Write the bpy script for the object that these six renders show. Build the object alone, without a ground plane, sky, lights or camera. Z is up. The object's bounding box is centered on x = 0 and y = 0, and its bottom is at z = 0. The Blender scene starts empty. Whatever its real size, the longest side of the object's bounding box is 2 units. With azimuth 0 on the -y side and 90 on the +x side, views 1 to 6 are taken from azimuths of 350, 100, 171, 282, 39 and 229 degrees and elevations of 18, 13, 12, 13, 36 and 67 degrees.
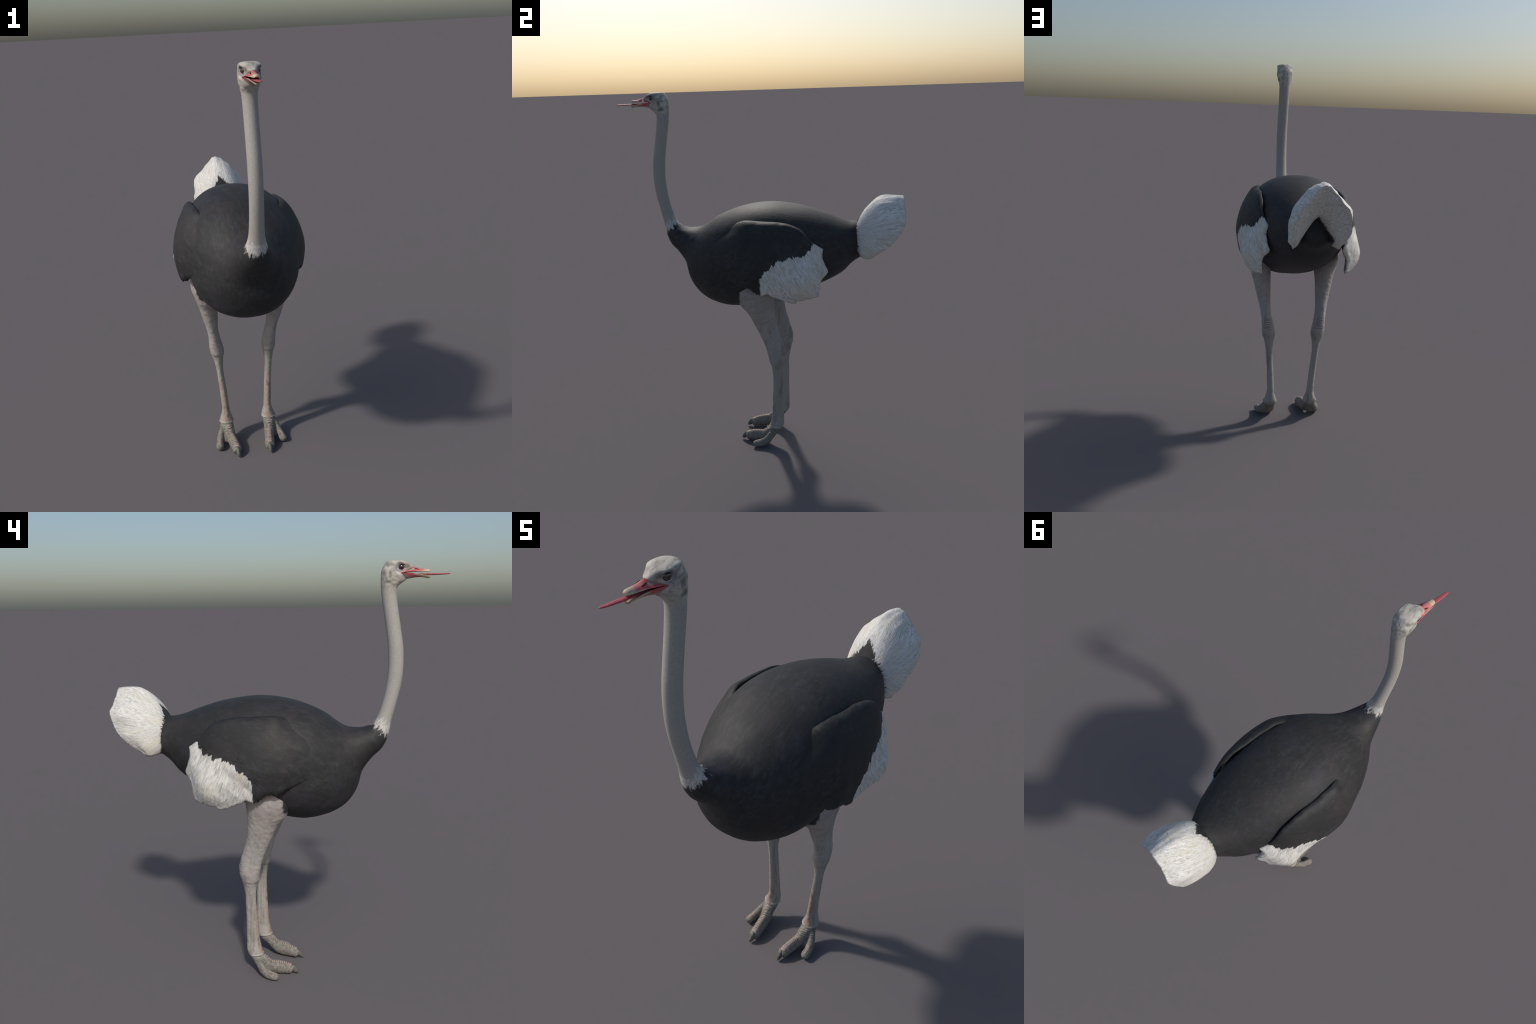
"""Adult male ostrich, standing, built part by part from profiles and lofts.
Frame: metres, z up, bird faces -y, symmetric about x = 0."""
import bpy, bmesh, math, random
import numpy as np
from mathutils import Vector, Matrix
from mathutils.bvhtree import BVHTree
from mathutils.geometry import delaunay_2d_cdt
from mathutils import noise as mnoise

random.seed(7)
PI = math.pi

# ------------------------------------------------------------------ helpers
def smoothstep(a, b, x):
    t = np.clip((x - a) / (b - a), 0, 1)
    return t * t * (3 - 2 * t)

def catmull(rows, per):
    """Dense centripetal-ish Catmull-Rom through rows of numbers."""
    P = np.array(rows, float)
    P = np.vstack([2 * P[0] - P[1], P, 2 * P[-1] - P[-2]])
    out = []
    for i in range(1, len(P) - 2):
        p0, p1, p2, p3 = P[i - 1], P[i], P[i + 1], P[i + 2]
        m1, m2 = (p2 - p0) / 2, (p3 - p1) / 2
        for k in range(per):
            t = k / per
            h = (2*t**3 - 3*t*t + 1, t**3 - 2*t*t + t, -2*t**3 + 3*t*t, t**3 - t*t)
            out.append(h[0]*p1 + h[1]*m1 + h[2]*p2 + h[3]*m2)
    out.append(P[-2])
    return np.array(out)

def lerp_table(x, xs, ys):
    return np.interp(x, xs, ys)

def smooth_table(x, xs, ys):
    """Monotone-ish smooth lookup: table resampled by Catmull-Rom."""
    d = catmull(list(zip(xs, ys)), 8)
    return np.interp(x, d[:, 0], d[:, 1])

def new_mesh(name, verts, faces, mat=None, parent=None, smooth=True):
    me = bpy.data.meshes.new(name)
    me.from_pydata([tuple(map(float, v)) for v in verts], [], faces)
    me.update()
    ob = bpy.data.objects.new(name, me)
    bpy.context.scene.collection.objects.link(ob)
    if smooth:
        me.polygons.foreach_set("use_smooth", [True] * len(me.polygons))
    if mat:
        me.materials.append(mat)
    if parent:
        ob.parent = parent
    return ob

def fix_normals(ob):
    bm = bmesh.new(); bm.from_mesh(ob.data)
    bmesh.ops.recalc_face_normals(bm, faces=bm.faces)
    bm.to_mesh(ob.data); bm.free()

def rings_to_faces(nr, n, cap0=True, cap1=True):
    f = []
    for i in range(nr - 1):
        for j in range(n):
            a, b = i*n + j, i*n + (j + 1) % n
            f.append((a, b, b + n, a + n))
    if cap0: f.append(tuple(range(n))[::-1])
    if cap1: f.append(tuple((nr - 1)*n + j for j in range(n)))
    return f

def tube(path, n=24):
    """Closed tube. path rows: x, y, z, half-width, half-height. Sections stand across the path."""
    P = np.array(path, float)
    V = []
    T = np.gradient(P[:, :3], axis=0)
    for p, t in zip(P, T):
        t = t / np.linalg.norm(t)
        side = np.cross(t, [0, 0, 1.0])
        if np.linalg.norm(side) < 1e-3: side = np.array([1.0, 0, 0])
        side /= np.linalg.norm(side)
        up = np.cross(side, t)
        for j in range(n):
            a = 2*PI*j/n
            V.append(p[:3] + side*p[3]*math.cos(a) + up*p[4]*math.sin(a))
    return V, rings_to_faces(len(P), n)

def split_by_region(whole, groups, parent_for):
    """Cut a mesh into named objects whose borders coincide and share the whole's normals."""
    me = whole.data
    nrm = [tuple(v.normal) for v in me.vertices]
    co = [tuple(v.co) for v in me.vertices]
    obs = {}
    for name, mat, test in groups:
        vmap, V, N, F = {}, [], [], []
        for p in me.polygons:
            if not test(p.center): continue
            f = []
            for i in p.vertices:
                if i not in vmap:
                    vmap[i] = len(V); V.append(co[i]); N.append(nrm[i])
                f.append(vmap[i])
            F.append(tuple(f))
        ob = new_mesh(name, V, F, mat, parent_for(name, obs))
        ob.data.normals_split_custom_set_from_vertices(N)
        obs[name] = ob
    bpy.data.objects.remove(whole)
    return obs

def mirror_copy(ob, parent):
    me = ob.data.copy()
    for v in me.vertices: v.co.x = -v.co.x
    me.flip_normals()
    o = bpy.data.objects.new(ob.name, me)
    bpy.context.scene.collection.objects.link(o)
    o.parent = parent
    for k in ob.keys(): o[k] = ob[k]
    return o

def apply_mods(ob):
    dg = bpy.context.evaluated_depsgraph_get()
    me = bpy.data.meshes.new_from_object(ob.evaluated_get(dg))
    ob.modifiers.clear()
    ob.data = me
    me.polygons.foreach_set("use_smooth", [True] * len(me.polygons))

# ------------------------------------------------------------------ material helpers
class Mat:
    def __init__(self, name, rough=0.8, spec=0.25):
        self.m = bpy.data.materials.new(name); self.m.use_nodes = True
        self.t = self.m.node_tree
        self.b = self.t.nodes["Principled BSDF"]
        self.b.inputs["Roughness"].default_value = rough
        self.b.inputs["Specular IOR Level"].default_value = spec
        self.obj = self.n("ShaderNodeTexCoord").outputs["Object"]
        sep = self.n("ShaderNodeSeparateXYZ"); self.l(self.obj, sep.inputs[0])
        self.x, self.y, self.z = sep.outputs
        self.ax = self.math("ABSOLUTE", self.x)
    def n(self, t): return self.t.nodes.new(t)
    def l(self, a, b): self.t.links.new(a, b)
    def _in(self, sock, v):
        if isinstance(v, (int, float)): sock.default_value = v
        elif isinstance(v, (tuple, list)): sock.default_value = (*v, 1) if len(v) == 3 and sock.type == 'RGBA' else v
        else: self.l(v, sock)
    def math(self, op, a, b=0.0, c=None, clamp=False):
        nd = self.n("ShaderNodeMath"); nd.operation = op; nd.use_clamp = clamp
        self._in(nd.inputs[0], a); self._in(nd.inputs[1], b)
        if c is not None: self._in(nd.inputs[2], c)
        return nd.outputs[0]
    def add(self, a, b): return self.math("ADD", a, b)
    def mul(self, a, b): return self.math("MULTIPLY", a, b)
    def step(self, v, lo, hi, a=0.0, b=1.0):
        nd = self.n("ShaderNodeMapRange"); nd.interpolation_type = 'SMOOTHSTEP'
        self._in(nd.inputs[0], v)
        flip = lo > hi
        if flip: lo, hi, a, b = hi, lo, b, a
        for i, q in zip((1, 2, 3, 4), (lo, hi, a, b)): nd.inputs[i].default_value = q
        return nd.outputs[0]
    def noise(self, scale, detail=4, stretch=(1, 1, 1), rot=(0, 0, 0), rough=0.55, dist=0.0, vec=None):
        mp = self.n("ShaderNodeMapping"); mp.vector_type = 'TEXTURE'
        mp.inputs["Rotation"].default_value = rot
        mp.inputs["Scale"].default_value = stretch
        self.l(vec if vec is not None else self.obj, mp.inputs[0])
        nd = self.n("ShaderNodeTexNoise")
        nd.inputs["Scale"].default_value = scale; nd.inputs["Detail"].default_value = detail
        nd.inputs["Roughness"].default_value = rough; nd.inputs["Distortion"].default_value = dist
        self.l(mp.outputs[0], nd.inputs["Vector"])
        return nd.outputs["Fac"]
    def bands(self, v, freq, soft=0.5):
        """0..1 stripes along a coordinate."""
        return self.math("MULTIPLY_ADD", self.math("SINE", self.mul(v, freq*2*PI)), 0.5, 0.5)
    def mix(self, f, a, b):
        nd = self.n("ShaderNodeMix"); nd.data_type = 'RGBA'; nd.clamp_factor = True
        self._in(nd.inputs[0], f); self._in(nd.inputs[6], a); self._in(nd.inputs[7], b)
        return nd.outputs[2]
    def ramp(self, f, stops):
        nd = self.n("ShaderNodeValToRGB"); e = nd.color_ramp.elements
        while len(e) < len(stops): e.new(0.5)
        for q, (p, c) in zip(e, stops): q.position = p; q.color = (*c, 1)
        self.l(f, nd.inputs[0]); return nd.outputs[0]
    def table(self, v, pts, lo, hi, vlo, vhi):
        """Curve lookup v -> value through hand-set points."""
        mr = self.n("ShaderNodeMapRange"); self._in(mr.inputs[0], v)
        mr.inputs[1].default_value = lo; mr.inputs[2].default_value = hi
        fc = self.n("ShaderNodeFloatCurve"); c = fc.mapping.curves[0]
        q = [((a - lo)/(hi - lo), (b - vlo)/(vhi - vlo)) for a, b in pts]
        while len(c.points) < len(q): c.points.new(0.5, 0.5)
        for p, (a, b) in zip(c.points, q): p.location = (a, b)
        fc.mapping.update()
        self.l(mr.outputs[0], fc.inputs["Value"])
        return self.math("MULTIPLY_ADD", fc.outputs[0], vhi - vlo, vlo)
    def spot(self, c, r, soft=0.5, sx=True):
        """Mask: 1 within r of point c (mirrored in x), soft edge."""
        dx = self.mul(self.add(self.ax if sx else self.x, -c[0]), 1/r[0])
        dy = self.mul(self.add(self.y, -c[1]), 1/r[1]); dz = self.mul(self.add(self.z, -c[2]), 1/r[2])
        d = self.math("SQRT", self.add(self.add(self.mul(dx, dx), self.mul(dy, dy)), self.mul(dz, dz)))
        return self.step(d, 1 + soft, 1 - soft), d
    def finish(self, col, bump=None, strength=0.3, dist=0.004, rough=None):
        self._in(self.b.inputs["Base Color"], col)
        if rough is not None: self._in(self.b.inputs["Roughness"], rough)
        if bump is not None:
            bp = self.n("ShaderNodeBump"); bp.inputs["Strength"].default_value = strength
            bp.inputs["Distance"].default_value = dist
            self.l(bump, bp.inputs["Height"]); self.l(bp.outputs[0], self.b.inputs["Normal"])
        return self.m

def black_plumage(k):
    """Soft charcoal plumage: fine nap, paler wispy patches, faint brown and violet tints."""
    streak = k.noise(48, 6, (0.6, 2.6, 0.8), (0.35, 0, 0), 0.62, 0.9)
    wisp = k.noise(38, 8, (0.8, 2.0, 0.9), (0.5, 0.2, 0.3), 0.76, 0.35)
    patch = k.noise(6, 4, (1, 1.5, 1), rough=.6)
    tint = k.noise(5, 3)
    base = k.ramp(streak, [(0.30, (0.022, 0.022, 0.0225)), (0.55, (0.027, 0.027, 0.0275)), (0.72, (0.041, 0.040, 0.040))])
    base = k.mix(k.mul(k.step(tint, .50, .66), .55), base, (0.041, 0.032, 0.033))
    base = k.mix(k.mul(k.step(tint, .48, .34), .6), base, (0.040, 0.036, 0.048))
    w = k.mul(k.step(wisp, .44, .68), k.step(patch, .34, .62))
    base = k.mix(k.mul(w, .55), base, (0.070, 0.070, 0.069))
    return base, streak

def skin_material():
    """Torso, neck and head share one coordinate-driven coat: black body, white collar, grey downy neck, head marks."""
    k = Mat("ostrich_coat", .63, .37)
    blk, streak = black_plumage(k)
    # neck down
    fuzz = k.noise(420, 3, (1, 1, 2.2), rough=.7)
    speck = k.noise(170, 2, (1, 1, 1.6))
    neck = k.ramp(fuzz, [(.3, (0.32, 0.298, 0.268)), (.5, (0.415, 0.393, 0.355)), (.72, (0.49, 0.465, 0.42))])
    neck = k.mix(k.mul(k.step(speck, .56, .72), .22), neck, (0.24, 0.205, 0.18))
    # collar: signed distance along the neck axis
    q = k.add(k.mul(k.add(k.y, .5135), -.576), k.mul(k.add(k.z, -1.247), .817))
    tuft = k.noise(62, 5, (.7, .7, 3.0), (.45, 0, 0), .7)
    rag = k.mul(k.add(tuft, -.5), .13)
    white = k.ramp(k.noise(260, 3, (1, 1, 4), (.45, 0, 0)), [(.35, (0.40, 0.37, 0.33)), (.6, (0.66, 0.64, 0.60))])
    col = k.mix(k.step(k.add(q, rag), .052, .03), neck, white)
    col = k.mix(k.step(k.add(q, rag), .010, -.012), col, blk)
    # ---- head
    hm = k.step(k.z, 1.862, 1.905)
    crown = k.noise(75, 5, (1, 2.8, 1.4), (0.3, 0, 0.25), .6, .5)
    head = k.ramp(crown, [(.32, (0.26, 0.235, 0.205)), (.47, (0.47, 0.44, 0.39)), (.68, (0.65, 0.61, 0.53))])
    for c, r, s, f, cc in [((.034, -.608, 1.974), (.030, .017, .011), .6, .85, (0.17, 0.13, 0.105)),
                           ((.045, -.524, 1.977), (.016, .009, .008), .7, .8, (0.16, 0.145, 0.13)),
                           ((.046, -.537, 1.938), (.016, .007, .018), .7, .75, (0.17, 0.155, 0.14)),
                           ((.040, -.527, 1.905), (.018, .016, .006), .8, .85, (0.14, 0.13, 0.12)),
                           ((.047, -.556, 1.960), (.012, .009, .02), .8, .45, (0.21, 0.2, 0.19)),
                           ((.0, -.585, 1.998), (.012, .03, .010), .7, .5, (0.23, 0.195, 0.165)),
                           ((.03, -.598, 1.913), (.03, .03, .010), .8, .35, (0.21, 0.185, 0.165)),
                           ((.040, -.580, 1.968), (.022, .0225, .0205), .14, .85, (0.20, 0.205, 0.215)),
                           ((.030, -.617, 1.957), (.02, .016, .007), .5, .55, (0.50, 0.33, 0.29)),
                           ((.040, -.600, 1.946), (.02, .016, .008), .7, .6, (0.58, 0.53, 0.44)),
                           ]:
        m, _ = k.spot(c, r, s)
        brk = k.step(k.noise(160, 3, (1, 1.5, 1)), .30, .62, .55, 1.0)
        head = k.mix(k.mul(k.mul(m, f), brk), head, cc)
    mouth, _ = k.spot((.0, -.606, 1.944), (.032, .024, .0075), .3)
    head = k.mix(mouth, head, (0.035, 0.010, 0.010))  # closed surface darkened to show the unlit mouth cavity
    col = k.mix(hm, col, head)
    h = k.mix(k.step(q, 0, .03), streak, fuzz)
    return k.finish(col, h, .35, .003)

def black_material():
    k = Mat("black_feathers", .63, .37)
    c, s = black_plumage(k)
    return k.finish(c, s, .35, .004)

def white_plume(k, rot, vec=None):
    """Downy white: long strands of cream and grey, blotched with soil."""
    fine = k.noise(75, 5, (.8, .32, 3.2), rot, .62, .5, vec)
    strand = k.noise(20, 5, (.9, .45, 2.0), rot, .62, 2.2, vec)
    broad = k.noise(15, 5, (1, .6, 1.6), rot, .62, 1.4, vec)
    dirt = k.noise(9, 4, (1, .7, 1.3), rot, .6, .4, vec)
    c = k.ramp(fine, [(.32, (0.50, 0.47, 0.41)), (.47, (0.69, 0.675, 0.63)), (.64, (0.88, 0.87, 0.84))])
    c = k.mix(k.mul(k.step(strand, .52, .70), .80), c, (0.40, 0.365, 0.31))
    c = k.mix(k.mul(k.step(broad, .54, .70), .55), c, (0.48, 0.465, 0.445))  # grey clumps tint in soft shading between plumes
    c = k.mix(k.mul(k.step(dirt, .50, .66), .50), c, (0.73, 0.67, 0.53))
    return c, k.add(k.mul(fine, .5), strand)

def wing_material():
    k = Mat("wing_feathers", .63, .37)
    blk, s = black_plumage(k)
    wht, h = white_plume(k, (0.45, 0, 0))
    thr = k.table(k.y, [(0.0, .86), (.024, .90), (.034, 1.035), (.076, 1.073), (.108, 1.10), (.126, 1.128), (.18, 1.138), (.25, 1.146), (.295, 1.178), (.315, 1.2), (.40, 1.26)], 0.0, .4, .86, 1.26)
    tuft = k.noise(30, 5, (1, .4, 2.0), (.45, 0, 0), .68)
    lobes = k.noise(18, 2, (1, .6, 1.5), (.35, 0, 0))
    d = k.add(k.add(k.math("SUBTRACT", thr, k.z), k.mul(k.add(tuft, -.5), .055)), k.mul(k.add(lobes, -.5), .08))
    fr = k.add(k.add(k.y, -.036), k.mul(k.add(tuft, -.5), .03))
    m = k.mul(k.step(d, -.004, .005), k.step(fr, -.003, .006))
    return k.finish(k.mix(m, blk, wht), k.mix(m, k.mul(s, .29), h), .6, .006)

def tail_material():
    k = Mat("tail_plumes", .63, .37)
    blk, s = black_plumage(k)
    # plumes radiate from the stub: polar coordinates about the tail root
    dy = k.add(k.y, -.47); dz = k.add(k.z, -1.21)
    ang = k.math("ARCTAN2", dz, dy); rad = k.math("SQRT", k.add(k.mul(dy, dy), k.mul(dz, dz)))
    cv = k.n("ShaderNodeCombineXYZ")
    k.l(k.mul(k.x, 1.3), cv.inputs[0]); k.l(k.mul(ang, .30), cv.inputs[1]); k.l(rad, cv.inputs[2])
    wht, h = white_plume(k, (0.25, 0, 0), cv.outputs[0])
    tuft = k.noise(40, 5, (1, .45, 2.4), (0.1, 0, 0), .65, .3, cv.outputs[0])
    d = k.add(k.add(k.y, k.mul(k.add(k.z, -1.2), .06)), k.mul(k.add(tuft, -.5), .075))
    wedge = k.mul(k.math("EXPONENT", k.mul(k.math("POWER", k.mul(k.ax, 1/.032), 2.0), -1.0)), k.step(k.z, 1.22, 1.27))
    d = k.add(d, k.mul(wedge, -.042))
    m = k.step(d, .531, .538)
    # dark underside inside the fold
    lim = k.math("MULTIPLY_ADD", k.ax, -1.35, 1.262)
    ins = k.math("SUBTRACT", k.add(lim, k.mul(k.add(tuft, -.5), .06)), k.z)
    ins = k.mul(k.mul(k.step(ins, -.004, .006), k.step(k.y, .662, .648)), k.step(k.ax, .088, .078))
    m = k.mul(m, k.math("SUBTRACT", 1.0, ins))
    return k.finish(k.mix(m, blk, wht), k.mix(m, k.mul(s, .38), h), .45, .006)

def leg_material():
    k = Mat("leg_skin", .7, .3)
    thigh_n = k.noise(55, 4, (1, 2.2, .8), (.5, 0, 0), .6)
    thigh = k.ramp(thigh_n, [(.3, (0.335, 0.29, 0.27)), (.5, (0.395, 0.35, 0.33)), (.7, (0.45, 0.41, 0.385))])
    grain = k.noise(300, 3, (1, 1, 1.5), rough=.65)
    shank = k.ramp(grain, [(.3, (0.27, 0.25, 0.215)), (.5, (0.36, 0.34, 0.30)), (.7, (0.45, 0.43, 0.385))])
    groove = k.noise(60, 3, (1, 1, 14), (0, 0, 0), .5)
    shank = k.mix(k.mul(k.step(groove, .52, .66), .55), shank, (0.19, 0.17, 0.14))
    zz = k.add(k.z, k.mul(k.add(k.noise(30, 3), -.5), .05))
    # pale scuted front strip of the shank, brownish pink
    front_y = k.table(k.z, [(.05, .045), (.12, .044), (.2, .056), (.3, .063), (.4, .068), (.5, .06)], .05, .5, 0.0, .1)
    fm = k.mul(k.step(k.math("SUBTRACT", k.y, front_y), .010, .002), k.step(k.z, .38, .30))
    fm = k.mul(fm, k.step(k.z, .10, .12))
    scl = k.bands(k.add(k.z, k.mul(k.add(k.noise(60, 2), -.5), .006)), 140)
    blot = k.noise(26, 3, (1, 1, 1.5))
    fcol = k.mix(k.mul(scl, .3), (0.42, 0.32, 0.26), (0.24, 0.185, 0.15))
    fcol = k.mix(k.mul(k.step(blot, .52, .66), .7), fcol, (0.17, 0.125, 0.095))
    shank = k.mix(k.mul(fm, .85), shank, fcol)
    col = k.mix(k.step(zz, .49, .56), shank, thigh)
    # pale grey middle of the drumstick
    mid = k.mul(k.step(zz, .56, .62), k.step(zz, .76, .68))
    col = k.mix(k.mul(mid, .45), col, (0.42, 0.41, 0.39))
    tend = k.mul(k.step(k.noise(40, 2, (1, 1, 9)), .55, .66), mid)
    col = k.mix(k.mul(tend, .5), col, (0.25, 0.225, 0.20))
    # wrinkles behind the hock
    wr = k.mul(k.step(k.y, .113, .126), k.mul(k.step(k.z, .545, .56), k.step(k.z, .625, .615)))
    lines = k.step(k.bands(k.add(k.z, k.mul(k.add(k.noise(45, 2), -.5), .007)), 110), .55, .9)
    col = k.mix(k.mul(k.mul(wr, lines), .75), col, (0.14, 0.12, 0.115))
    hs, _ = k.spot((.142, .112, .515), (.05, .016, .024), .6)
    col = k.mix(k.mul(hs, .45), col, (0.22, 0.175, 0.15))
    # foot: darker greenish grey hide
    foot_n = k.noise(90, 4, rough=.6)
    foot = k.ramp(foot_n, [(.3, (0.135, 0.123, 0.103)), (.5, (0.21, 0.194, 0.166)), (.72, (0.31, 0.288, 0.25))])
    col = k.mix(k.step(zz, .108, .088), col, foot)
    ring, _ = k.spot((.115, .05, .1115), (.06, .045, .0045), .5)
    col = k.mix(k.mul(ring, .5), col, (0.46, 0.44, 0.39))
    # black feather fringe where the thigh meets the belly
    fr = k.mul(k.step(k.add(k.y, k.mul(k.add(k.noise(60, 3), -.5), .03)), -.082, -.094), k.mul(k.step(k.z, .865, .88), k.step(k.ax, .175, .195)))
    col = k.mix(fr, col, (0.035, 0.034, 0.034))
    h = k.add(k.mul(grain, .5), k.add(thigh_n, k.mul(k.mul(fm, scl), .8)))
    return k.finish(col, h, .4, .003)

def upper_beak_material():
    k = Mat("beak_upper_horn", .45, .4)
    nz = k.noise(120, 3, (1, 2, 1))
    red = k.ramp(nz, [(.3, (0.50, 0.085, 0.095)), (.7, (0.62, 0.16, 0.16))])
    pink = k.mix(k.step(nz, .4, .65), (0.56, 0.22, 0.20), (0.62, 0.33, 0.29))
    tan = k.ramp(k.noise(150, 3), [(.3, (0.42, 0.33, 0.20)), (.65, (0.62, 0.54, 0.39))])
    c = k.mix(k.mul(k.mul(k.step(k.y, -.640, -.655), k.step(k.ax, .016, .006)), .7), red, pink)
    edge = k.mul(k.step(k.z, 1.9525, 1.9505), k.step(k.y, -.640, -.665))
    c = k.mix(k.mul(edge, .8), c, tan)
    c = k.mix(k.step(k.add(k.y, k.mul(k.add(nz, -.5), .02)), -.676, -.687), c, tan)
    lip = k.math("MULTIPLY_ADD", k.add(k.y, .62), -.12, 1.9535)
    lore = k.mul(k.step(k.math("SUBTRACT", k.z, lip), -.0008, .0012), k.step(k.ax, .006, .009))
    lore = k.mul(lore, k.step(k.add(k.y, k.mul(k.add(k.z, -1.958), -1.2)), -.644, -.638))
    c = k.mix(lore, c, k.ramp(k.noise(140, 3), [(.35, (0.33, 0.25, 0.22)), (.65, (0.48, 0.38, 0.34))]))
    return k.finish(c, nz, .15, .001)

def lower_beak_material():
    k = Mat("beak_lower_horn", .45, .4)
    nz = k.noise(120, 3, (1, 2, 1))
    red = k.ramp(nz, [(.3, (0.45, 0.085, 0.10)), (.7, (0.58, 0.15, 0.155))])
    tan = k.ramp(k.noise(150, 3), [(.3, (0.40, 0.33, 0.20)), (.65, (0.60, 0.53, 0.38))])
    c = k.mix(k.step(k.add(k.y, k.mul(k.add(nz, -.5), .02)), -.662, -.684), red, tan)
    rim = k.math("SUBTRACT", k.z, k.math("MULTIPLY_ADD", k.add(k.y, .62), .18, 1.9385))
    c = k.mix(k.mul(k.step(rim, -.001, .001), k.step(k.y, -.632, -.650)), c, tan)
    lim = k.math("MULTIPLY_ADD", k.add(k.y, .585), .40, 1.9412)
    pale = k.step(k.math("SUBTRACT", k.add(lim, k.mul(k.add(nz, -.5), .006)), k.z), -.0015, .0015)
    c = k.mix(pale, c, k.ramp(k.noise(160, 4), [(.35, (0.24, 0.20, 0.17)), (.65, (0.42, 0.385, 0.34))]))
    return k.finish(c, nz, .15, .001)

def plain(name, colour, rough=.6, spec=.3, var=.12, scale=120, coat=0):
    k = Mat(name, rough, spec)
    n = k.noise(scale, 3)
    lo = tuple(c*(1 - var) for c in colour); hi = tuple(min(1, c*(1 + var)) for c in colour)
    k.b.inputs["Coat Weight"].default_value = coat
    return k.finish(k.ramp(n, [(.35, lo), (.65, hi)]), n, .15, .001)

# ------------------------------------------------------------------ the bird
root = bpy.data.objects.new("ostrich", None)
bpy.context.scene.collection.objects.link(root)
root["label"] = "standing male ostrich with black body, white plumes, tongue out"
root["category"] = "bird"

COAT = skin_material()
BLACK = black_material()
WING = wing_material()
TAILM = tail_material()
LEG = leg_material()

# Body stations along the spine, tail to crown:
# ventral y, ventral z, dorsal y, dorsal z, half-width, egg (front narrowing), roundness exponent
BODY = [
 (.600, 1.165, .600, 1.195, .012, 0, 2.0),
 (.597, 1.120, .585, 1.242, .048, 0, 2.0),
 (.580, 1.096, .560, 1.281, .076, 0, 2.0),
 (.550, 1.090, .522, 1.285, .099, 0, 2.0),
 (.500, 1.057, .485, 1.288, .130, 0, 2.0),
 (.450, 1.008, .430, 1.304, .163, 0, 2.03),
 (.370, .961, .360, 1.331, .195, 0, 2.1),
 (.270, .921, .270, 1.360, .227, 0, 2.18),
 (.170, .887, .180, 1.379, .250, 0, 2.25),
 (.060, .853, .080, 1.391, .264, 0, 2.3),
 (-.050, .824, -.020, 1.386, .271, 0, 2.33),
 (-.157, .811, -.110, 1.368, .266, 0, 2.3),
 (-.252, .826, -.190, 1.341, .246, 0, 2.2),
 (-.326, .859, -.250, 1.313, .209, 0, 2.15),
 (-.380, .910, -.300, 1.279, .172, 0, 2.15),
 (-.412, .970, -.345, 1.255, .140, 0, 2.1),
 (-.432, 1.045, -.395, 1.247, .106, 0, 2.05),
 (-.475, 1.108, -.430, 1.251, .083, 0, 2),
 (-.520, 1.155, -.463, 1.263, .064, 0, 2),
 (-.546, 1.212, -.484, 1.283, .047, 0, 2),
 (-.562, 1.290, -.497, 1.312, .035, 0, 2),
 (-.580, 1.365, -.516, 1.372, .0315, 0, 2),
 (-.597, 1.440, -.530, 1.440, .0305, 0, 2),
 (-.606, 1.520, -.538, 1.520, .0305, 0, 2),
 (-.604, 1.615, -.535, 1.615, .0305, 0, 2),
 (-.590, 1.705, -.523, 1.705, .0305, 0, 2),
 (-.576, 1.788, -.509, 1.788, .0305, 0, 2),
 (-.568, 1.845, -.500, 1.845, .031, 0, 2),
 (-.567, 1.875, -.497, 1.877, .0325, 0, 2),
 (-.573, 1.889, -.4955, 1.892, .036, .05, 2.05),
 (-.585, 1.900, -.4950, 1.907, .040, .12, 2.1),
 (-.601, 1.911, -.4945, 1.922, .0435, .24, 2.1),
 (-.609, 1.922, -.4945, 1.937, .0455, .32, 2.1),
 (-.608, 1.933, -.4955, 1.948, .0465, .22, 2.2),
 (-.606, 1.944, -.4970, 1.957, .0470, .2, 2.2),
 (-.622, 1.956, -.5000, 1.966, .0475, .36, 2.2),
 (-.636, 1.967, -.5050, 1.975, .0475, .42, 2.2),
 (-.627, 1.978, -.5100, 1.984, .0465, .30, 2.3),
 (-.609, 1.9885, -.5150, 1.992, .0430, .12, 2.4),
 (-.593, 1.9955, -.5220, 1.997, .0345, 0, 2.3),
 (-.575, 1.9995, -.5380, 1.9995, .0180, 0, 2.0),
]
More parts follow.
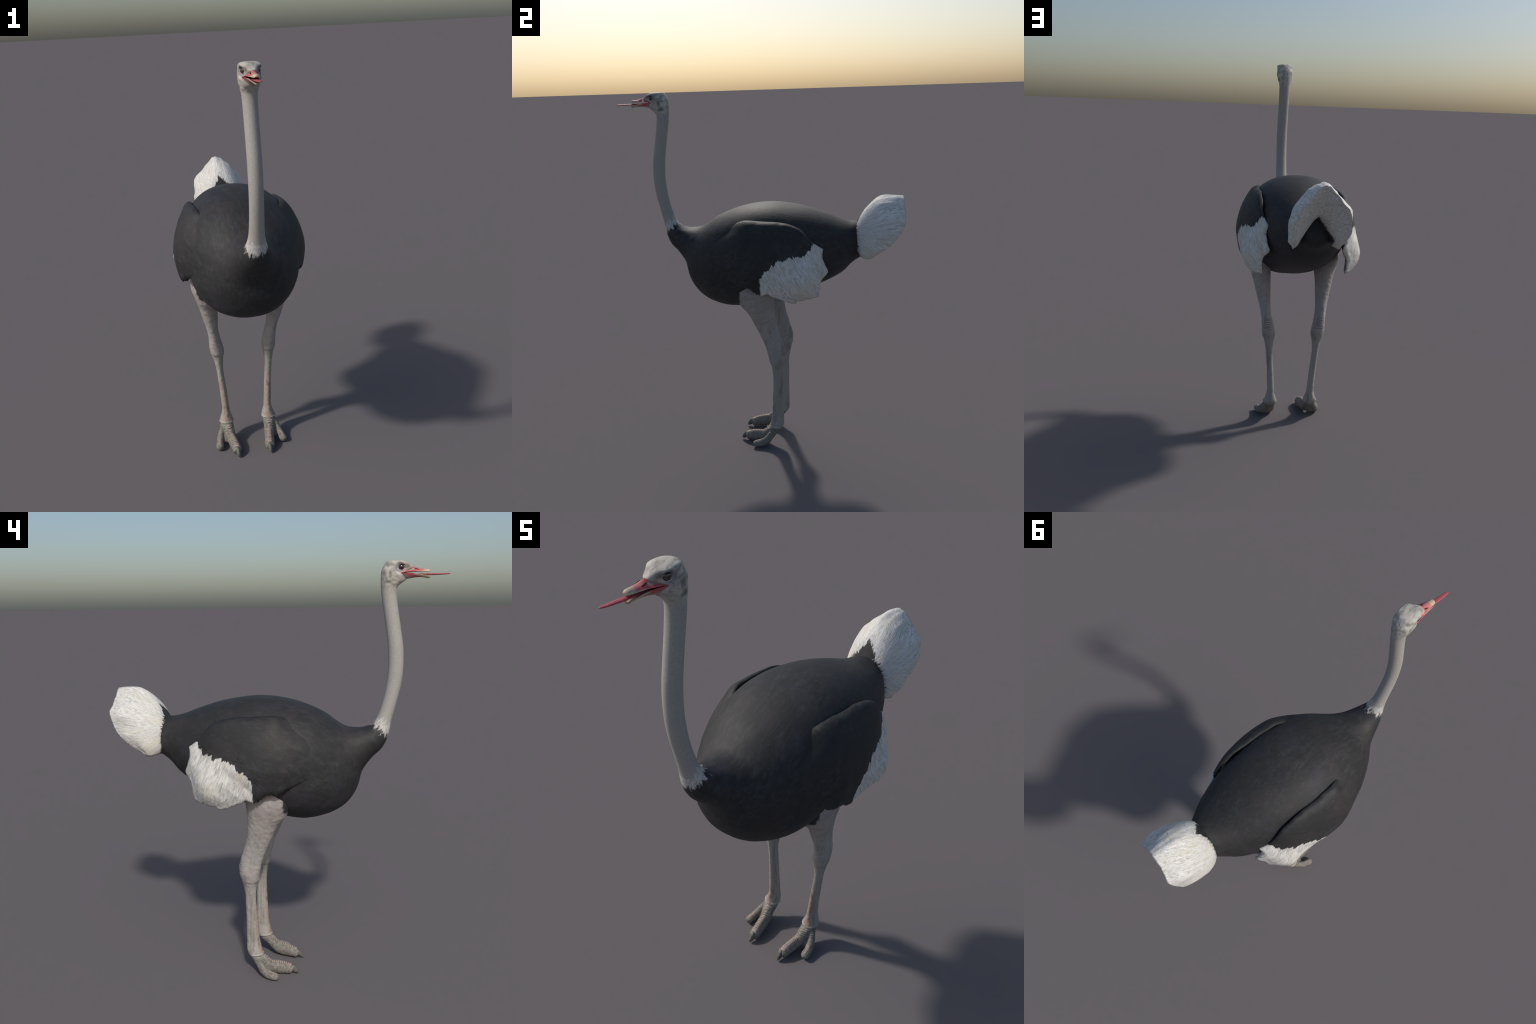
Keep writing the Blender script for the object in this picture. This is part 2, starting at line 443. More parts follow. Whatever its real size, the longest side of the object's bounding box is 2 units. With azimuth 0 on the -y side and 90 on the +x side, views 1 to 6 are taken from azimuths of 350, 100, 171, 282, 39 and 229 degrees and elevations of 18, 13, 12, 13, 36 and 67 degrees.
def build_body():
    n = 112
    R = catmull(BODY, 9)
    V = []
    for r in R:
        F = np.array([0, r[0], r[1]]); B = np.array([0, r[2], r[3]])
        C, A = (F + B)/2, (F - B)/2
        p = 2/r[6]
        for j in range(n):
            a = 2*PI*j/n
            c, s = math.cos(a), math.sin(a)
            cc = math.copysign(abs(c)**p, c); ss = math.copysign(abs(s)**p, s)
            w = r[4]*(1 - r[5]*max(0, (c + .35)/1.35)**1.3)
            V.append(C + A*cc + np.array([w*ss, 0, 0]))
    V = np.array(V)
    # head relief: (centre, radius, outward push) in mirrored pairs
    bumps = [((.038, -.588, 1.989), (.012, .022, .0055), .0050),   # brow ridge
             ((.038, -.583, 1.967), (.030, .019, .0145), -.0095),  # eye socket
             ((.034, -.612, 1.968), (.020, .014, .012), -.0060),  # lore hollow
             ((.046, -.520, 1.935), (.020, .014, .022), .0030),   # ear swelling
             ((.046, -.525, 1.977), (.015, .008, .008), -.0030),
             ((.046, -.538, 1.938), (.015, .006, .018), -.0025),
             ((.040, -.527, 1.905), (.015, .012, .006), -.0025),
             ((.0, -.588, 2.000), (.007, .03, .010), -.0022),     # crown furrow
             ((.045, -.565, 1.935), (.015, .014, .012), .0025)]
    for c, rad, amt in bumps:
        for sx in ((1, -1) if c[0] > 0 else (1,)):
            d = (V - np.array([c[0]*sx, c[1], c[2]]))/np.array(rad)
            g = np.exp(-(d**2).sum(1))*amt
            V[:, 0] += g*np.sign(V[:, 0])*(1 if c[0] > 0 else 0)
            V[:, 2] += g*(0 if c[0] > 0 else 1)
    # light feather unevenness over the torso
    for i, v in enumerate(V):
        f = float(smoothstep(1.30, 1.22, v[2])*smoothstep(.06, .10, math.hypot(v[0], v[2] - 1.13)))
        if f > 0:
            q = Vector((v[0]*9, v[1]*6, v[2]*9))
            k = .0035*mnoise.noise(q) + .0012*mnoise.noise(q*4)
            c = np.array([0, v[1], 1.1]); o = v - c
            V[i] = v + o/np.linalg.norm(o)*k*f
    faces = rings_to_faces(len(R), n)
    ob = new_mesh("body_whole", V, faces, COAT)
    fix_normals(ob)
    return ob

body = build_body()
bvh = BVHTree.FromObject(body, bpy.context.evaluated_depsgraph_get())
def neck_q(c): return -.576*(c.y + .5135) + .817*(c.z - 1.247)
def region(c):
    if c.z > 1.888 and c.y < -.45: return "head"
    if neck_q(c) > .03 and c.y < -.40: return "neck"
    return "torso"
parts = split_by_region(body, [(nm, COAT, (lambda c, nm=nm: region(c) == nm)) for nm in ("torso", "neck", "head")],
                        lambda nm, obs: root)
head = parts["head"]; torso = parts["torso"]

# ------------------------------------------------------------------ wings
WING_TOP = [(-.295, 1.10), (-.280, 1.19), (-.225, 1.262), (-.150, 1.293), (-.105, 1.308), (-.05, 1.325), (.04, 1.321), (.13, 1.316),
            (.20, 1.302), (.255, 1.272), (.30, 1.222), (.335, 1.190), (.362, 1.172)]
WING_REAR = [(.358, 1.130), (.372, 1.085), (.385, 1.045), (.352, 1.005), (.345, .960), (.338, .921)]
WING_LOW = [(.305, .911), (.280, .914), (.257, .903), (.225, .903), (.2155, .882), (.19, .886), (.155, .900), (.11, .920), (.075, .943),
            (.040, .934), (.010, .948), (-.025, .972), (-.050, .984), (-.066, .972), (-.09, .980), (-.125, 1.003), (-.18, 1.02), (-.25, 1.04)]
def wing_free_x(y, z):
    pz = smooth_table(z, [.86, .90, .946, 1.04, 1.107, 1.20, 1.283, 1.34], [.78, .85, .925, .99, 1.0, .935, .81, .66])
    py = smooth_table(y, [-.30, -.19, -.08, .06, .20, .29, .36, .42], [.80, .90, .985, 1.0, .925, .805, .68, .58])
    bulge = .046*math.exp(-((y - .275)/.075)**2)*float(smoothstep(1.16, 1.0, z))*(.5 + .5*float(smoothstep(.88, .98, z)))
    return .320*pz*py + bulge*float(smoothstep(.40, .33, y))
def body_x(y, z):
    h = bvh.ray_cast(Vector((1, y, z)), Vector((-1, 0, 0)))
    return h[0].x if h[0] else 0.0
def build_wing():
    top = catmull(WING_TOP, 5)[:-1]; rear = catmull([WING_TOP[-1]] + WING_REAR, 4)[:-1]
    low = [np.array(p) for p in [WING_REAR[-1]] + WING_LOW]
    lo = []
    for a, b in zip(low, low[1:] + [np.array(WING_TOP[0])]):
        m = max(1, int(np.linalg.norm(b - a)/.006))
        lo += [a + (b - a)*i/m for i in range(m)]
    lo = [p + np.array([.3, 1.0])*(.0050*mnoise.noise(Vector((p[0]*95, .5, 0))) + .0030*mnoise.noise(Vector((p[0]*190, 4.5, 0))))*float(smoothstep(-.16, -.08, p[0])) for p in lo]
    loop = np.array(list(top) + list(rear) + lo)
    nb = len(loop)
    seg0, seg1 = loop, np.roll(loop, -1, 0)
    def dist(p):
        d = seg1 - seg0; t = np.clip(((p - seg0)*d).sum(1)/(d*d).sum(1), 0, 1)
        return np.linalg.norm(seg0 + d*t[:, None] - p, axis=1).min()
    def inside(p):
        y, z = p; c = False
        for (y0, z0), (y1, z1) in zip(seg0, seg1):
            if (z0 > z) != (z1 > z) and y < (y1 - y0)*(z - z0)/(z1 - z0) + y0: c = not c
        return c
    pts = [tuple(p) for p in loop]
    sp = .0075
    for i in range(int(.72/sp)):
        for j in range(int(.47/sp)):
            p = np.array([-.31 + i*sp + (j % 2)*sp/2, .87 + j*sp])
            if inside(p):
                d = dist(p)
                if d > .003: pts.append(tuple(p))
    vs, _, fs, *_ = delaunay_2d_cdt([Vector(p) for p in pts], [(i, (i + 1) % nb) for i in range(nb)], [], 1, 1e-6)
    vs = [np.array(v) for v in vs]
    outer, inner, V = {}, {}, []
    for i, p in enumerate(vs):
        y, z = p; d = dist(p)
        y0 = -.27 + .13*float(smoothstep(1.18, 1.29, z)) + .05*float(smoothstep(1.10, 1.0, z))
        b = float(smoothstep(y0, -.04, y))
        wf = float(wing_free_x(y, z))
        if y < .0:
            bx = body_x(y, z); w = bx + (wf - bx)*b - .004*(1 - b)**3
        else: w = wf
        rear = float(smoothstep(.02, .22, y)); lowm = float(smoothstep(1.10, .95, z))
        # plume relief: strands running back and down across the white part
        m = float(smoothstep(-.03, .05, (1.02 + .62*(y - .03)) - z))*float(smoothstep(.02, .06, y))
        ph = .35 + 1.6*max(0, .22 - y); u = y*math.sin(ph) - z*math.cos(ph); t = y*math.cos(ph) + z*math.sin(ph)
        rel = mnoise.noise(Vector((u*10, t*60, 3.1)))*.0035 + mnoise.noise(Vector((u*7, t*20, 7.7)))*.013
        w += rel*m*float(smoothstep(0, .02, d)) + .0015*mnoise.noise(Vector((y*25, z*25, 1.3)))
        th = (.036 - .012*rear)*(1 - .55*float(smoothstep(1.02, .92, z)))
        r = .022 - .008*rear
        s = math.sqrt(max(0, 1 - (1 - min(d/r, 1))**2))
        outer[i] = len(V); V.append((w - th/2*(1 - s), y, z))
        if d < 1e-5: inner[i] = outer[i]
        else: inner[i] = len(V); V.append((w - th/2*(1 + s), y, z))
    F = []
    for f in fs:
        F.append(tuple(outer[i] for i in f)); F.append(tuple(inner[i] for i in reversed(f)))
    ob = new_mesh("wing_whole", V, F, WING)
    fix_normals(ob)
    return ob
def is_plume(c):
    thr = np.interp(c.y, [0, .034, .076, .108, .126, .18, .25, .295, .315, .40], [.86, 1.03, 1.073, 1.10, 1.128, 1.138, 1.146, 1.178, 1.2, 1.26])
    return c.y > .036 and c.z < thr
w = build_wing()
wp = split_by_region(w, [("wing", WING, lambda c: not is_plume(c)), ("wing_plume", WING, is_plume)],
                     lambda nm, obs: root if nm == "wing" else obs["wing"])
w2 = mirror_copy(wp["wing"], root); mirror_copy(wp["wing_plume"], w2)

# ------------------------------------------------------------------ tail hood
# fan of plumes: base ring -> swell -> rim, folded over the stub like a tent; columns by fan angle 0 (ridge) .. 1 (low tip)
T_ANG = [0, .18, .36, .55, .72, .86, 1.0]
T_BASE = [(0, .515, 1.268), (.034, .515, 1.262), (.064, .515, 1.243), (.084, .518, 1.210), (.091, .522, 1.17), (.089, .530, 1.135), (.080, .548, 1.108)]
T_MID1 = [(0, .575, 1.355), (.040, .572, 1.345), (.080, .572, 1.31), (.110, .572, 1.25), (.120, .568, 1.19), (.118, .562, 1.14), (.102, .570, 1.100)]
T_MID2 = [(0, .640, 1.414), (.045, .645, 1.395), (.088, .650, 1.355), (.132, .655, 1.285), (.142, .635, 1.20), (.132, .610, 1.14), (.110, .593, 1.098)]
T_MID3 = [(0, .710, 1.429), (.040, .720, 1.407), (.080, .730, 1.362), (.130, .730, 1.300), (.143, .690, 1.215), (.131, .650, 1.150), (.112, .610, 1.102)]
T_RIM = [(0, .782, 1.419), (.033, .780, 1.402), (.072, .785, 1.357), (.116, .789, 1.302), (.133, .751, 1.222), (.125, .685, 1.155), (.110, .622, 1.107)]
T_IN1 = [(0, .750, 1.383), (.028, .748, 1.367), (.064, .750, 1.329), (.105, .757, 1.280), (.119, .720, 1.211), (.115, .672, 1.150), (.106, .618, 1.108)]
T_IN2 = [(0, .665, 1.275), (.024, .665, 1.258), (.048, .665, 1.224), (.073, .663, 1.185), (.090, .655, 1.150), (.100, .645, 1.125), (.100, .610, 1.108)]
T_IN3 = [(0, .580, 1.235), (.020, .580, 1.225), (.038, .580, 1.20), (.055, .580, 1.17), (.066, .580, 1.145), (.075, .580, 1.128), (.085, .580, 1.112)]
def build_tail():
    cols = 22
    lines = []
    for ring in (T_BASE, T_MID1, T_MID2, T_MID3, T_RIM, T_IN1, T_IN2, T_IN3):
        # whole ring: mirrored so the ridge stays smooth
        full = [(-p[0], p[1], p[2]) for p in ring[:0:-1]] + list(ring)
        ang = [-a for a in T_ANG[:0:-1]] + list(T_ANG)
        d = catmull([(a, *p) for a, p in zip(ang, full)], 8)
        q = np.linspace(-1, 1, 2*cols + 1)
        lines.append(np.stack([np.interp(q, d[:, 0], d[:, k]) for k in (1, 2, 3)], 1))
    L = np.array(lines)
    n = L.shape[1]
    outer = catmull([r.ravel() for r in L[:5]], 8).reshape(-1, n, 3)
    inner = catmull([r.ravel() for r in L[4:]], 7).reshape(-1, n, 3)[1:]
    rows = np.concatenate([outer, inner])
    V = rows.reshape(-1, 3).copy()
    no = len(outer)
    for i in range(len(rows)):
        for j in range(n):
            p = rows[i, j]; a = abs(j/(n - 1)*2 - 1)
            s = i/(no - 1)
            f = float(smoothstep(.3, .6, s)*(1 - .8*smoothstep(1.0, 1.25, s)))
            k = (mnoise.noise(Vector((a*11, s*2.2, 4.2 + (j > n//2)*3)))*.0085 + mnoise.noise(Vector((a*30, s*5, 9.4)))*.003)*f
            o = p - np.array([0, p[1], 1.20]); o /= max(np.linalg.norm(o), 1e-6)
            V[i*n + j] = p + o*k
            if 6 < i < no + 3: V[i*n + j, 1] += mnoise.noise(Vector((a*9 + (j > n//2)*5, 2.0, 0)))*.006*float(smoothstep(.8, 1, s))
    F = []
    m = len(rows)
    for i in range(m - 1):
        for j in range(n - 1):
            a = i*n + j
            F.append((a, a + 1, a + n + 1, a + n))
    # close the strip ends (low tips) and join the inner start to the base
    for j in (0, n - 1):
        F.append(tuple(i*n + j for i in range(m)))
    F += [((m - 1)*n + j, (m - 1)*n + j + 1, j + 1, j) for j in range(n - 1)]
    ob = new_mesh("tail", V, F, TAILM, root)
    fix_normals(ob)
    return ob
tail = build_tail()

# ------------------------------------------------------------------ legs
# z, x centre, y centre, half-width x, half-depth y (right-hand values with positive x; mirrored for the other leg)
LEG_ST = [
 (1.02, .175, -.010, .050, .085), (.96, .188, -.012, .062, .104), (.913, .190, -.012, .064, .107), (.850, .181, -.002, .056, .093), (.799, .174, .018, .047, .073),
 (.730, .166, .038, .039, .060), (.659, .157, .064, .030, .055), (.605, .149, .082, .030, .0545), (.569, .144, .090, .033, .0540),
 (.534, .139, .092, .036, .049), (.500, .136, .092, .0335, .040), (.470, .134, .092, .0255, .0325), (.430, .1325, .090, .0200, .0275), (.394, .130, .090, .0183, .0270),
 (.300, .1215, .087, .0182, .0290), (.240, .118, .085, .0190, .0310), (.195, .1145, .084, .0190, .0330), (.160, .114, .081, .0215, .0355),
 (.135, .114, .078, .0290, .0385), (.115, .115, .074, .0350, .0390), (.098, .115, .068, .0345, .0345), (.080, .116, .062, .0300, .0260), (.068, .116, .058, .022, .018),
]
def build_leg():
    n = 40
    R = catmull(LEG_ST, 6)
    V = []
    for z, xc, yc, hx, hy in R:
        for j in range(n):
            a = 2*PI*j/n
            V.append((xc + hx*math.cos(a), yc + hy*math.sin(a), z))
    F = rings_to_faces(len(R), n)
    def add(VF):
        o = len(V); V.extend(VF[0]); F.extend(tuple(i + o for i in f) for f in VF[1])
    def closed(path):
        r = catmull(path, 5); r[:, 3:] = np.maximum(r[:, 3:], .001)
        return tube(r, 22)
    # main toe and outer toe
    add(closed([(.113, .078, .100, .020, .020), (.112, .060, .094, .029, .026), (.109, .030, .068, .028, .026), (.1035, .002, .042, .0265, .0295),
                (.098, -.030, .034, .0255, .0325), (.092, -.065, .031, .0250, .0305), (.088, -.090, .0265, .0250, .0260), (.0865, -.104, .0235, .0235, .0232), (.086, -.1115, .021, .016, .0165), (.086, -.114, .020, .007, .007)]))
    add(closed([(.120, .075, .092, .018, .018), (.128, .062, .084, .021, .021), (.145, .042, .060, .018, .021), (.158, .020, .036, .0185, .0225),
                (.166, -.006, .0225, .0195, .0215), (.1695, -.032, .0185, .0205, .0185), (.1722, -.047, .0165, .0180, .0165), (.1735, -.056, .014, .009, .009)]))
    # sole web between the toes
    add(closed([(.118, .055, .070, .012, .016), (.124, .035, .045, .020, .020), (.130, .014, .022, .022, .016), (.133, .000, .014, .014, .010)]))
    ob = new_mesh("leg_whole", V, F, LEG)
    fix_normals(ob)
    m = ob.modifiers.new("r", 'REMESH'); m.mode = 'VOXEL'; m.voxel_size = .0024
    m = ob.modifiers.new("s", 'SMOOTH'); m.factor = .5; m.iterations = 5
    apply_mods(ob)
    me = ob.data
    co = np.array([v.co for v in me.vertices]); nr = np.array([v.normal for v in me.vertices])
    x, y, z = co.T
    amt = np.zeros(len(co))
    # ankle collar fold and wrinkles below it
    zr = z - (.1105 + .10*(x - .115)*0 - .16*(y - .05)*smoothstep(.05, .10, y))
    front = smoothstep(.105, .07, y)
    amt += .0042*np.exp(-(zr/.0045)**2)*front - .003*np.exp(-((zr + .009)/.004)**2)*front
    band = smoothstep(.105, .095, z)*smoothstep(.065, .078, z)*smoothstep(.09, .06, y)
    amt += .0016*np.sin(2*PI*(z + .25*y)/.0085)*band
    # toe flank creases
    toe = smoothstep(.0, -.02, y)*smoothstep(.13, .12, x)*smoothstep(.05, .035, z)
    amt += .0007*np.sin(2*PI*y/.017 + 9*z/.05)*toe
    # tendon grooves on shank sides
    sh = smoothstep(.46, .42, z)*smoothstep(.13, .17, z)
    amt -= .0030*np.exp(-((y - .095)/.006)**2)*sh
    # drumstick tendon furrow and hock folds
    dm = smoothstep(.78, .70, z)*smoothstep(.55, .60, z)
    fy = np.interp(z, [.55, .62, .70, .78], [.098, .085, .060, .045])
    amt -= .0040*np.exp(-((y - fy)/.008)**2)*dm
    hk = np.exp(-((z - .585)/.028)**2)*smoothstep(.11, .13, y)
    amt += .0006*np.sin(2*PI*z*110)*hk
    ks = np.exp(-((z - .490 - .25*np.maximum(0, y - .08))/.006)**2)*smoothstep(.115, .085, y)
    amt -= .0020*ks
    amt += .0025*np.exp(-((z - .508)/.012)**2)*smoothstep(.10, .06, y)
    amt += np.array([.0012*mnoise.noise(Vector(c)*60) for c in co])
    # flexor edge hollow between heel bone and shank
    co += nr*amt[:, None]
    co[:, 2] = np.maximum(co[:, 2], .0005 + .0015*smoothstep(0, .003, np.abs(co[:, 2])))
    me.vertices.foreach_set("co", co.ravel()); me.update()
    return ob
leg = build_leg()
lbvh = BVHTree.FromObject(leg, bpy.context.evaluated_depsgraph_get())
def leg_region(c):
    if c.z > .515: return "leg"
    if c.z > .098: return "shank"
    if c.y < .03 and c.x < .1275: return "toe"
    if c.y < .03: return "side_toe"
    return "foot"
names = ["leg", "shank", "foot", "toe", "side_toe"]
lp = split_by_region(leg, [(nm, LEG, (lambda c, nm=nm: leg_region(c) == nm)) for nm in names],
                     lambda nm, obs: root if nm in ("leg", "shank", "foot") else obs["foot"])
lp["side_toe"].name = "toe"; 

CLAW = plain("claw_horn", (0.125, 0.12, 0.10), .45, .4, .25, 60)
SCUTE = plain("scute_horn", (0.40, 0.31, 0.26), .6, .3, .15, 90)
def build_claw():
    # blade-like nail, rounded above, tip down; y, z centre, half-width, half-height
    st = [(-.097, .0330, .007, .012), (-.102, .0315, .0108, .0160), (-.110, .0295, .0130, .0185), (-.119, .0260, .0125, .0185), (-.128, .0200, .0100, .0158), (-.135, .0145, .0066, .0115), (-.1385, .0100, .0022, .0055), (-.1395, .0085, .0006, .001)]
    R = catmull([(.0845, y, z, a, b) for y, z, a, b in st], 5)
    n = 20; V = []
    for x, y, z, a, b in R:
        for j in range(n):
            t = 2*PI*j/n
            ridge = 1 - .18*max(0, math.sin(t))**2
            V.append((x + a*math.cos(t)*ridge, y, z + b*math.sin(t)))
    ob = new_mesh("claw", V, rings_to_faces(len(R), n), CLAW, lp["foot"]); fix_normals(ob)
    return ob
claw = build_claw()
def build_small_nail():
    bm = bmesh.new(); bmesh.ops.create_uvsphere(bm, u_segments=16, v_segments=10, radius=1)
    for v in bm.verts: v.co = Vector((.1725 + v.co.x*.0065, -.0505 + v.co.y*.0075, .0245 + v.co.z*.0055))
    me = bpy.data.meshes.new("claw"); bm.to_mesh(me); bm.free()
    ob = bpy.data.objects.new("claw", me); bpy.context.scene.collection.objects.link(ob)
    me.polygons.foreach_set("use_smooth", [True]*len(me.polygons)); me.materials.append(CLAW); ob.parent = lp["foot"]
    return ob
nail = build_small_nail()

def scute_mesh():
    """One horny cross-plate: a low rounded bar bent over the toe, unit sized."""
    bm = bmesh.new(); bmesh.ops.create_cube(bm, size=2)
    bmesh.ops.subdivide_edges(bm, edges=bm.edges, cuts=3, use_grid_fill=True)
    for v in bm.verts:
        c = v.co.copy(); r = max(abs(c.x), abs(c.y), abs(c.z)); s = c.normalized()*r
        c = c.lerp(s, .55)
        c.z -= 1.6*c.x*c.x
        v.co = c
    me = bpy.data.meshes.new("scute"); bm.to_mesh(me); bm.free()
    me.polygons.foreach_set("use_smooth", [True]*len(me.polygons)); me.materials.append(SCUTE)
    return me
SC = scute_mesh()
def place_scutes(side):
    rng = random.Random(3)
    foot = feet[side]
    def put(x, y, hw, hl, ht):
        h = lbvh.ray_cast(Vector((x, y, .3)), Vector((0, 0, -1)))
        if not h[0]: return
        nrm = h[1]; nrm = Vector((nrm.x*.3, nrm.y, nrm.z)).normalized()
        ob = bpy.data.objects.new("scute", SC); bpy.context.scene.collection.objects.link(ob)
        ax = Vector((1, 0, 0)); ay = nrm.cross(ax).normalized(); ax = ay.cross(nrm)
        M = Matrix((ax, ay, nrm)).transposed().to_4x4() @ Matrix.Diagonal((hw, hl, ht, 1))
        M.translation = h[0] + nrm*(ht*.6)
        if side < 0: M = Matrix.Diagonal((-1, 1, 1, 1)) @ M
        ob.matrix_world = M; ob.parent = foot
    k = 15
    for i in range(k):
        t = i/(k - 1)
        y = .036 + (-.099 - .036)*t
        x = float(np.interp(y, [-.12, -.095, -.065, -.03, .002, .03, .05], [.0855, .088, .092, .098, .1035, .109, .112]))
        put(x, y, .0095 + .0025*t + rng.uniform(-.0008, .0008), .0034 + (.0024 if i == k - 1 else 0) + rng.uniform(-.0003, .0003), .0022)
    for i in range(6):
        t = i/5
        y = -.008 - .034*t
        put(float(np.interp(y, [-.048, -.032, -.006], [.1725, .1695, .166])), y, .0075, .0025 + rng.uniform(0, .0004), .0016)
mir_leg = mirror_copy(lp["leg"], root); mir_sh = mirror_copy(lp["shank"], root); mir_foot = mirror_copy(lp["foot"], root)
for nm in ("toe", "side_toe"): mirror_copy(lp[nm], mir_foot)
mirror_copy(claw, mir_foot); mirror_copy(nail, mir_foot)
feet = {1: lp["foot"], -1: mir_foot}
place_scutes(1); place_scutes(-1)

# ------------------------------------------------------------------ beak, tongue
UB = upper_beak_material(); LB = lower_beak_material()
def build_upper_beak():
    # y, half-width, edge z, crown z, dome power
    st = [(-.574, .0365, 1.9405, 1.9435, 3.0), (-.585, .0366, 1.9430, 1.9480, 2.0), (-.600, .0342, 1.9460, 1.9545, 1.0), (-.619, .0300, 1.9478, 1.9640, .85), (-.634, .0268, 1.9485, 1.9710, 1.0),
          (-.647, .0238, 1.9487, 1.9672, 1.35), (-.660, .0210, 1.9482, 1.9632, 1.6), (-.675, .0180, 1.9475, 1.9608, 2.0), (-.690, .0155, 1.9468, 1.9598, 2.3), (-.700, .0138, 1.9460, 1.9588, 2.5), (-.706, .0105, 1.9458, 1.9565, 2.4), (-.7085, .0050, 1.9475, 1.9535, 2.2)]
    R = catmull(st, 6); m = 24; V = []
    for y, w, ze, zt, p in R:
        for j in range(m + 1):
            u = -1 + 2*j/m; uu = math.sin(u*PI/2)
            V.append((w*uu, y, ze + .0018 + (zt - ze - .0018)*(1 - abs(uu)**p)))
        for j in range(m + 1):
            u = 1 - 2*j/m; uu = math.sin(u*PI/2)
            V.append((w*uu*.97, y, ze + .0016*(1 - uu*uu)))
    ob = new_mesh("upper_beak", V, rings_to_faces(len(R), 2*m + 2), UB, head); fix_normals(ob)
    return ob
def build_lower_beak():
    # y, half-width, rim z, keel z
    st = [(-.578, .0355, 1.9400, 1.9330), (-.590, .0348, 1.9418, 1.9240), (-.603, .0322, 1.9430, 1.9180), (-.620, .0285, 1.9430, 1.9200), (-.640, .0245, 1.9412, 1.9235), (-.658, .0208, 1.9385, 1.9245), (-.675, .0175, 1.9345, 1.9240), (-.690, .0150, 1.9312, 1.9212), (-.701, .0125, 1.9285, 1.9192), (-.707, .0085, 1.9272, 1.9205), (-.7095, .0035, 1.9265, 1.9230)]
    R = catmull(st, 6); m = 24; V = []
    for y, w, zr, zk in R:
        for j in range(m + 1):
            u = -1 + 2*j/m; uu = math.sin(u*PI/2)
            V.append((w*uu, y, zr - (zr - zk)*(1 - abs(uu)**2.6)))
        for j in range(m + 1):
            u = 1 - 2*j/m; uu = math.sin(u*PI/2)
            V.append((w*uu*.86, y, zr + .0008 - (zr - zk)*.62*(1 - abs(uu)**2.6)))
    ob = new_mesh("lower_beak", V, rings_to_faces(len(R), 2*m + 2), LB, head); fix_normals(ob)
    return ob
build_upper_beak(); build_lower_beak()
TONGUE = plain("tongue_flesh", (0.42, 0.085, 0.10), .4, .45, .18, 140)
def build_tongue():
    st = [(-.610, 1.9345, .012, .0030), (-.640, 1.9365, .0115, .0035), (-.670, 1.9365, .0105, .0040), (-.700, 1.9362, .0105, .0042), (-.730, 1.9363, .0102, .0040), (-.760, 1.9368, .0092, .0034), (-.780, 1.9373, .0075, .0029), (-.790, 1.9376, .0052, .0024), (-.7935, 1.9378, .0024, .0014), (-.7945, 1.9378, .0006, .0005)]
    V, F = tube(catmull([(0, y, z, a, b) for y, z, a, b in st], 5), 20)
    ob = new_mesh("tongue", V, F, TONGUE, head); fix_normals(ob)
build_tongue()

# ------------------------------------------------------------------ eyes, lids, lashes, nostrils
def eye_material():
    k = Mat("eye", .08, .6)
    # iris dark brown, pupil nearly black: rings about the eye axis
    d = k.math("SQRT", k.add(k.math("POWER", k.add(k.y, .5845), 2.0), k.math("POWER", k.add(k.z, -1.9665), 2.0)))
    c = k.mix(k.step(d, .0062, .0050), k.ramp(k.noise(200, 2), [(.3, (0.045, 0.022, 0.014)), (.7, (0.085, 0.040, 0.022))]), (0.006, 0.005, 0.005))
    c = k.mix(k.step(d, .0128, .0142), c, (0.05, 0.04, 0.04))
    k.b.inputs["Coat Weight"].default_value = .8; k.b.inputs["Coat Roughness"].default_value = .03
    return k.finish(c)
EYE = eye_material()
LID = plain("eyelid_skin", (0.37, 0.365, 0.39), .65, .3, .15, 220)
LIDRIM = plain("eyelid_rim", (0.56, 0.49, 0.48), .55, .3, .1, 220)
LASH = plain("lash_hair", (0.014, 0.013, 0.013), .6, .2, .2, 200)
EC = np.array([.0232, -.5815, 1.9680]); ER = .0165
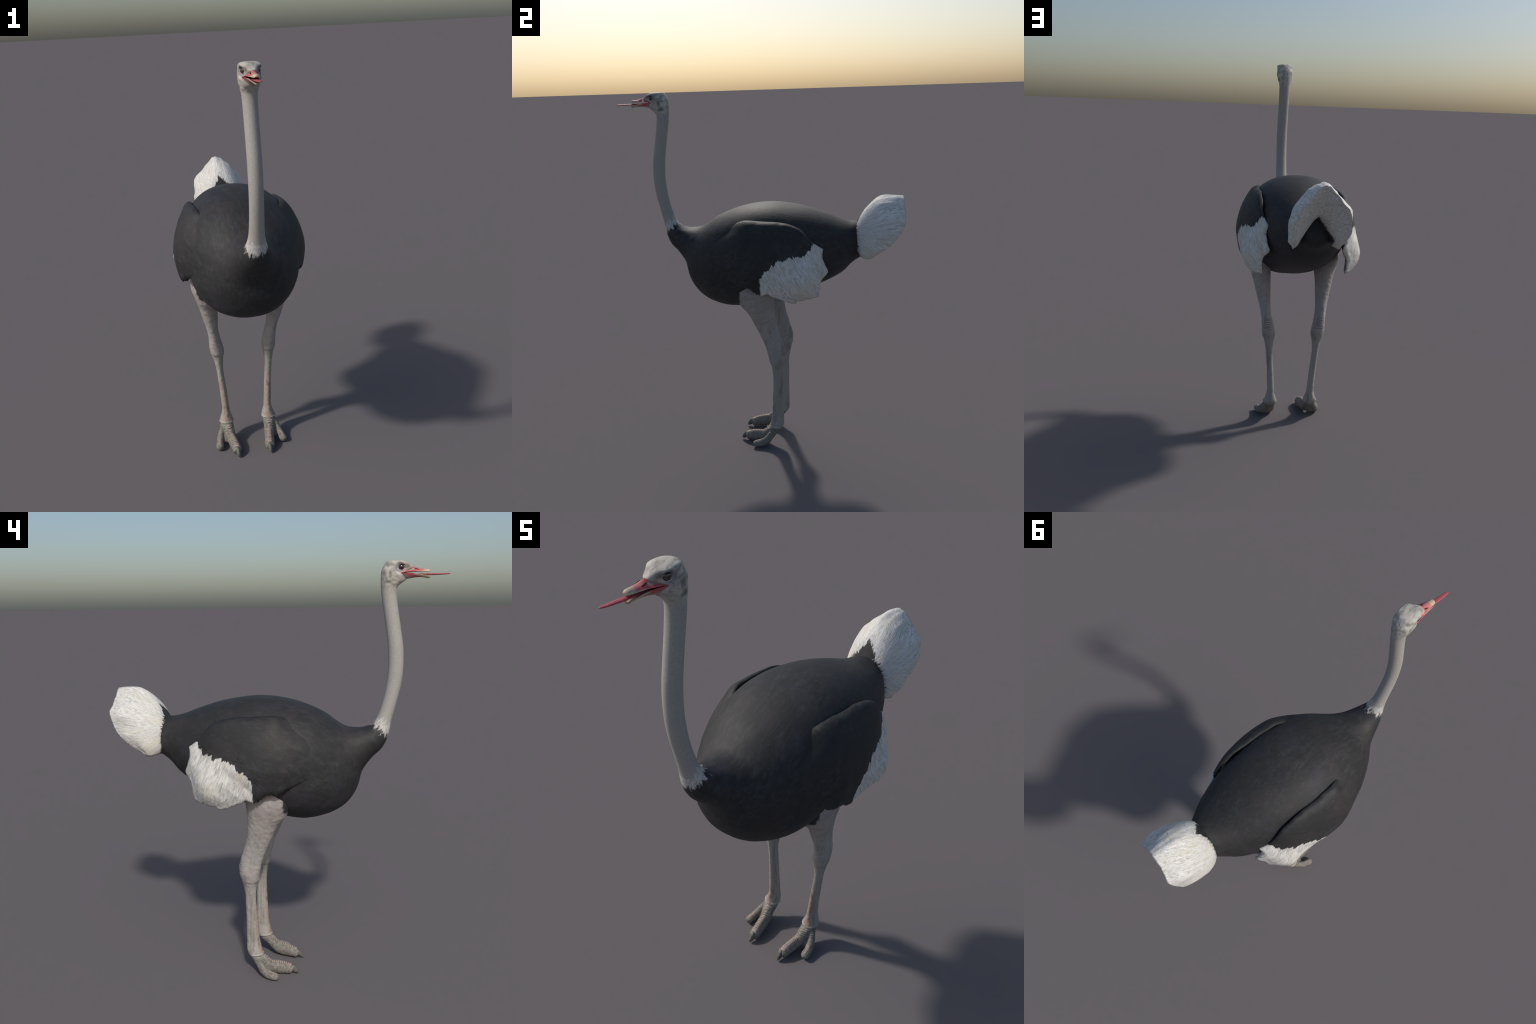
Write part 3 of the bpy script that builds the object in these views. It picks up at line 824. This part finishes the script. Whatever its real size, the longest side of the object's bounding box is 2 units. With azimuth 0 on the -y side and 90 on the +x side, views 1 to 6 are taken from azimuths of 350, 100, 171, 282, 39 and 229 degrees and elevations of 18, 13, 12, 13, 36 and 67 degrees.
def build_eye():
    out = []
    bm = bmesh.new(); bmesh.ops.create_uvsphere(bm, u_segments=32, v_segments=20, radius=ER)
    for v in bm.verts: v.co += Vector(EC)
    me = bpy.data.meshes.new("eye"); bm.to_mesh(me); bm.free(); me.materials.append(EYE)
    me.polygons.foreach_set("use_smooth", [True]*len(me.polygons))
    eye = bpy.data.objects.new("eye", me); bpy.context.scene.collection.objects.link(eye); eye.parent = head; out.append(eye)
    # lids: spherical cap ring from opening to socket margin, thicker brow lid
    ax = np.array([.94, -.34, .06]); ax /= np.linalg.norm(ax)
    e1 = np.cross([0, 0, 1], ax); e1 /= np.linalg.norm(e1); e2 = np.cross(ax, e1)
    n = 40
    def ring_mesh(name, rows, mat):
        V = []
        for fn in rows:
            for j in range(n):
                a = 2*PI*j/n
                V.append(fn(a))
        F = rings_to_faces(len(rows), n, False, False)
        ob = new_mesh(name, V, F, mat, head); out.append(ob); return ob
    def opening(a):   # almond opening angle from the eye axis; top lid lowered
        s = math.sin(a)
        return (1.02 - .24*max(0, s)**1.5 - .05*max(0, -s)) * (1 + .04*math.cos(2*a))
    def pt(a, ang, r):
        d = ax*math.cos(ang) + (e1*math.cos(a) + e2*math.sin(a))*math.sin(ang)
        return EC + d*r
    ring_mesh("eyelid", [(lambda a, f=f, r=r: pt(a, opening(a)*(1 - f) + 1.48*f, r)) for f, r in [(.10, ER + .0004), (.14, ER + .0016), (.3, ER + .0021), (.55, ER + .0026), (.8, ER + .0027), (1.0, ER + .0020), (1.12, ER + .0002), (1.3, ER - .002)]], LID)
    ring_mesh("eyelid_rim", [(lambda a, f=f, r=r: pt(a, opening(a)*(1 - f) + 1.48*f, r)) for f, r in [(-.03, ER - .001), (-.02, ER + .0012), (.06, ER + .0019), (.16, ER + .0020), (.22, ER + .0005)]], LIDRIM)
    # upper lash fringe: curved tapering hairs
    V, F = [], []
    rng = random.Random(11)
    for i in range(34):
        a = math.radians(28 + 124*i/33) + rng.uniform(-.02, .02)
        p0 = pt(a, opening(a) + .02, ER + .0012)
        out_d = ax*.9 + (e1*math.cos(a)*.5 + e2*(-.22))
        out_d /= np.linalg.norm(out_d)
        ln = .0085*(.55 + .45*math.sin((i/33)*PI)) * rng.uniform(.85, 1.1)
        path = []
        for t in np.linspace(0, 1, 5):
            p = p0 + out_d*ln*t + np.array([0, 0, -.0012*math.sin(t*PI) + .0012*t*t])
            path.append((*p, .0008*(1 - .75*t), .0010*(1 - .75*t)))
        v, f = tube(path, 6); o = len(V); V += list(v); F += [tuple(q + o for q in g) for g in f]
    ob = new_mesh("eyelash", V, F, LASH, head); ob["kind"] = "stuff"; out.append(ob)
    # nostril: solid dark plug modelled for the shadow in the hole
    V, F = tube([(.0110, -.641, 1.9630, .0008, .0006), (.0120, -.645, 1.9612, .0030, .0018), (.0126, -.652, 1.9588, .0030, .0019), (.0126, -.659, 1.9566, .0020, .0014), (.0120, -.664, 1.9556, .0006, .0005)], 14)
    ob = new_mesh("nostril", V, F, plain("nostril_painted_dark", (0.05, 0.022, 0.022), .8, .1), head); out.append(ob)
    for o in out: mirror_copy(o, head)
build_eye()
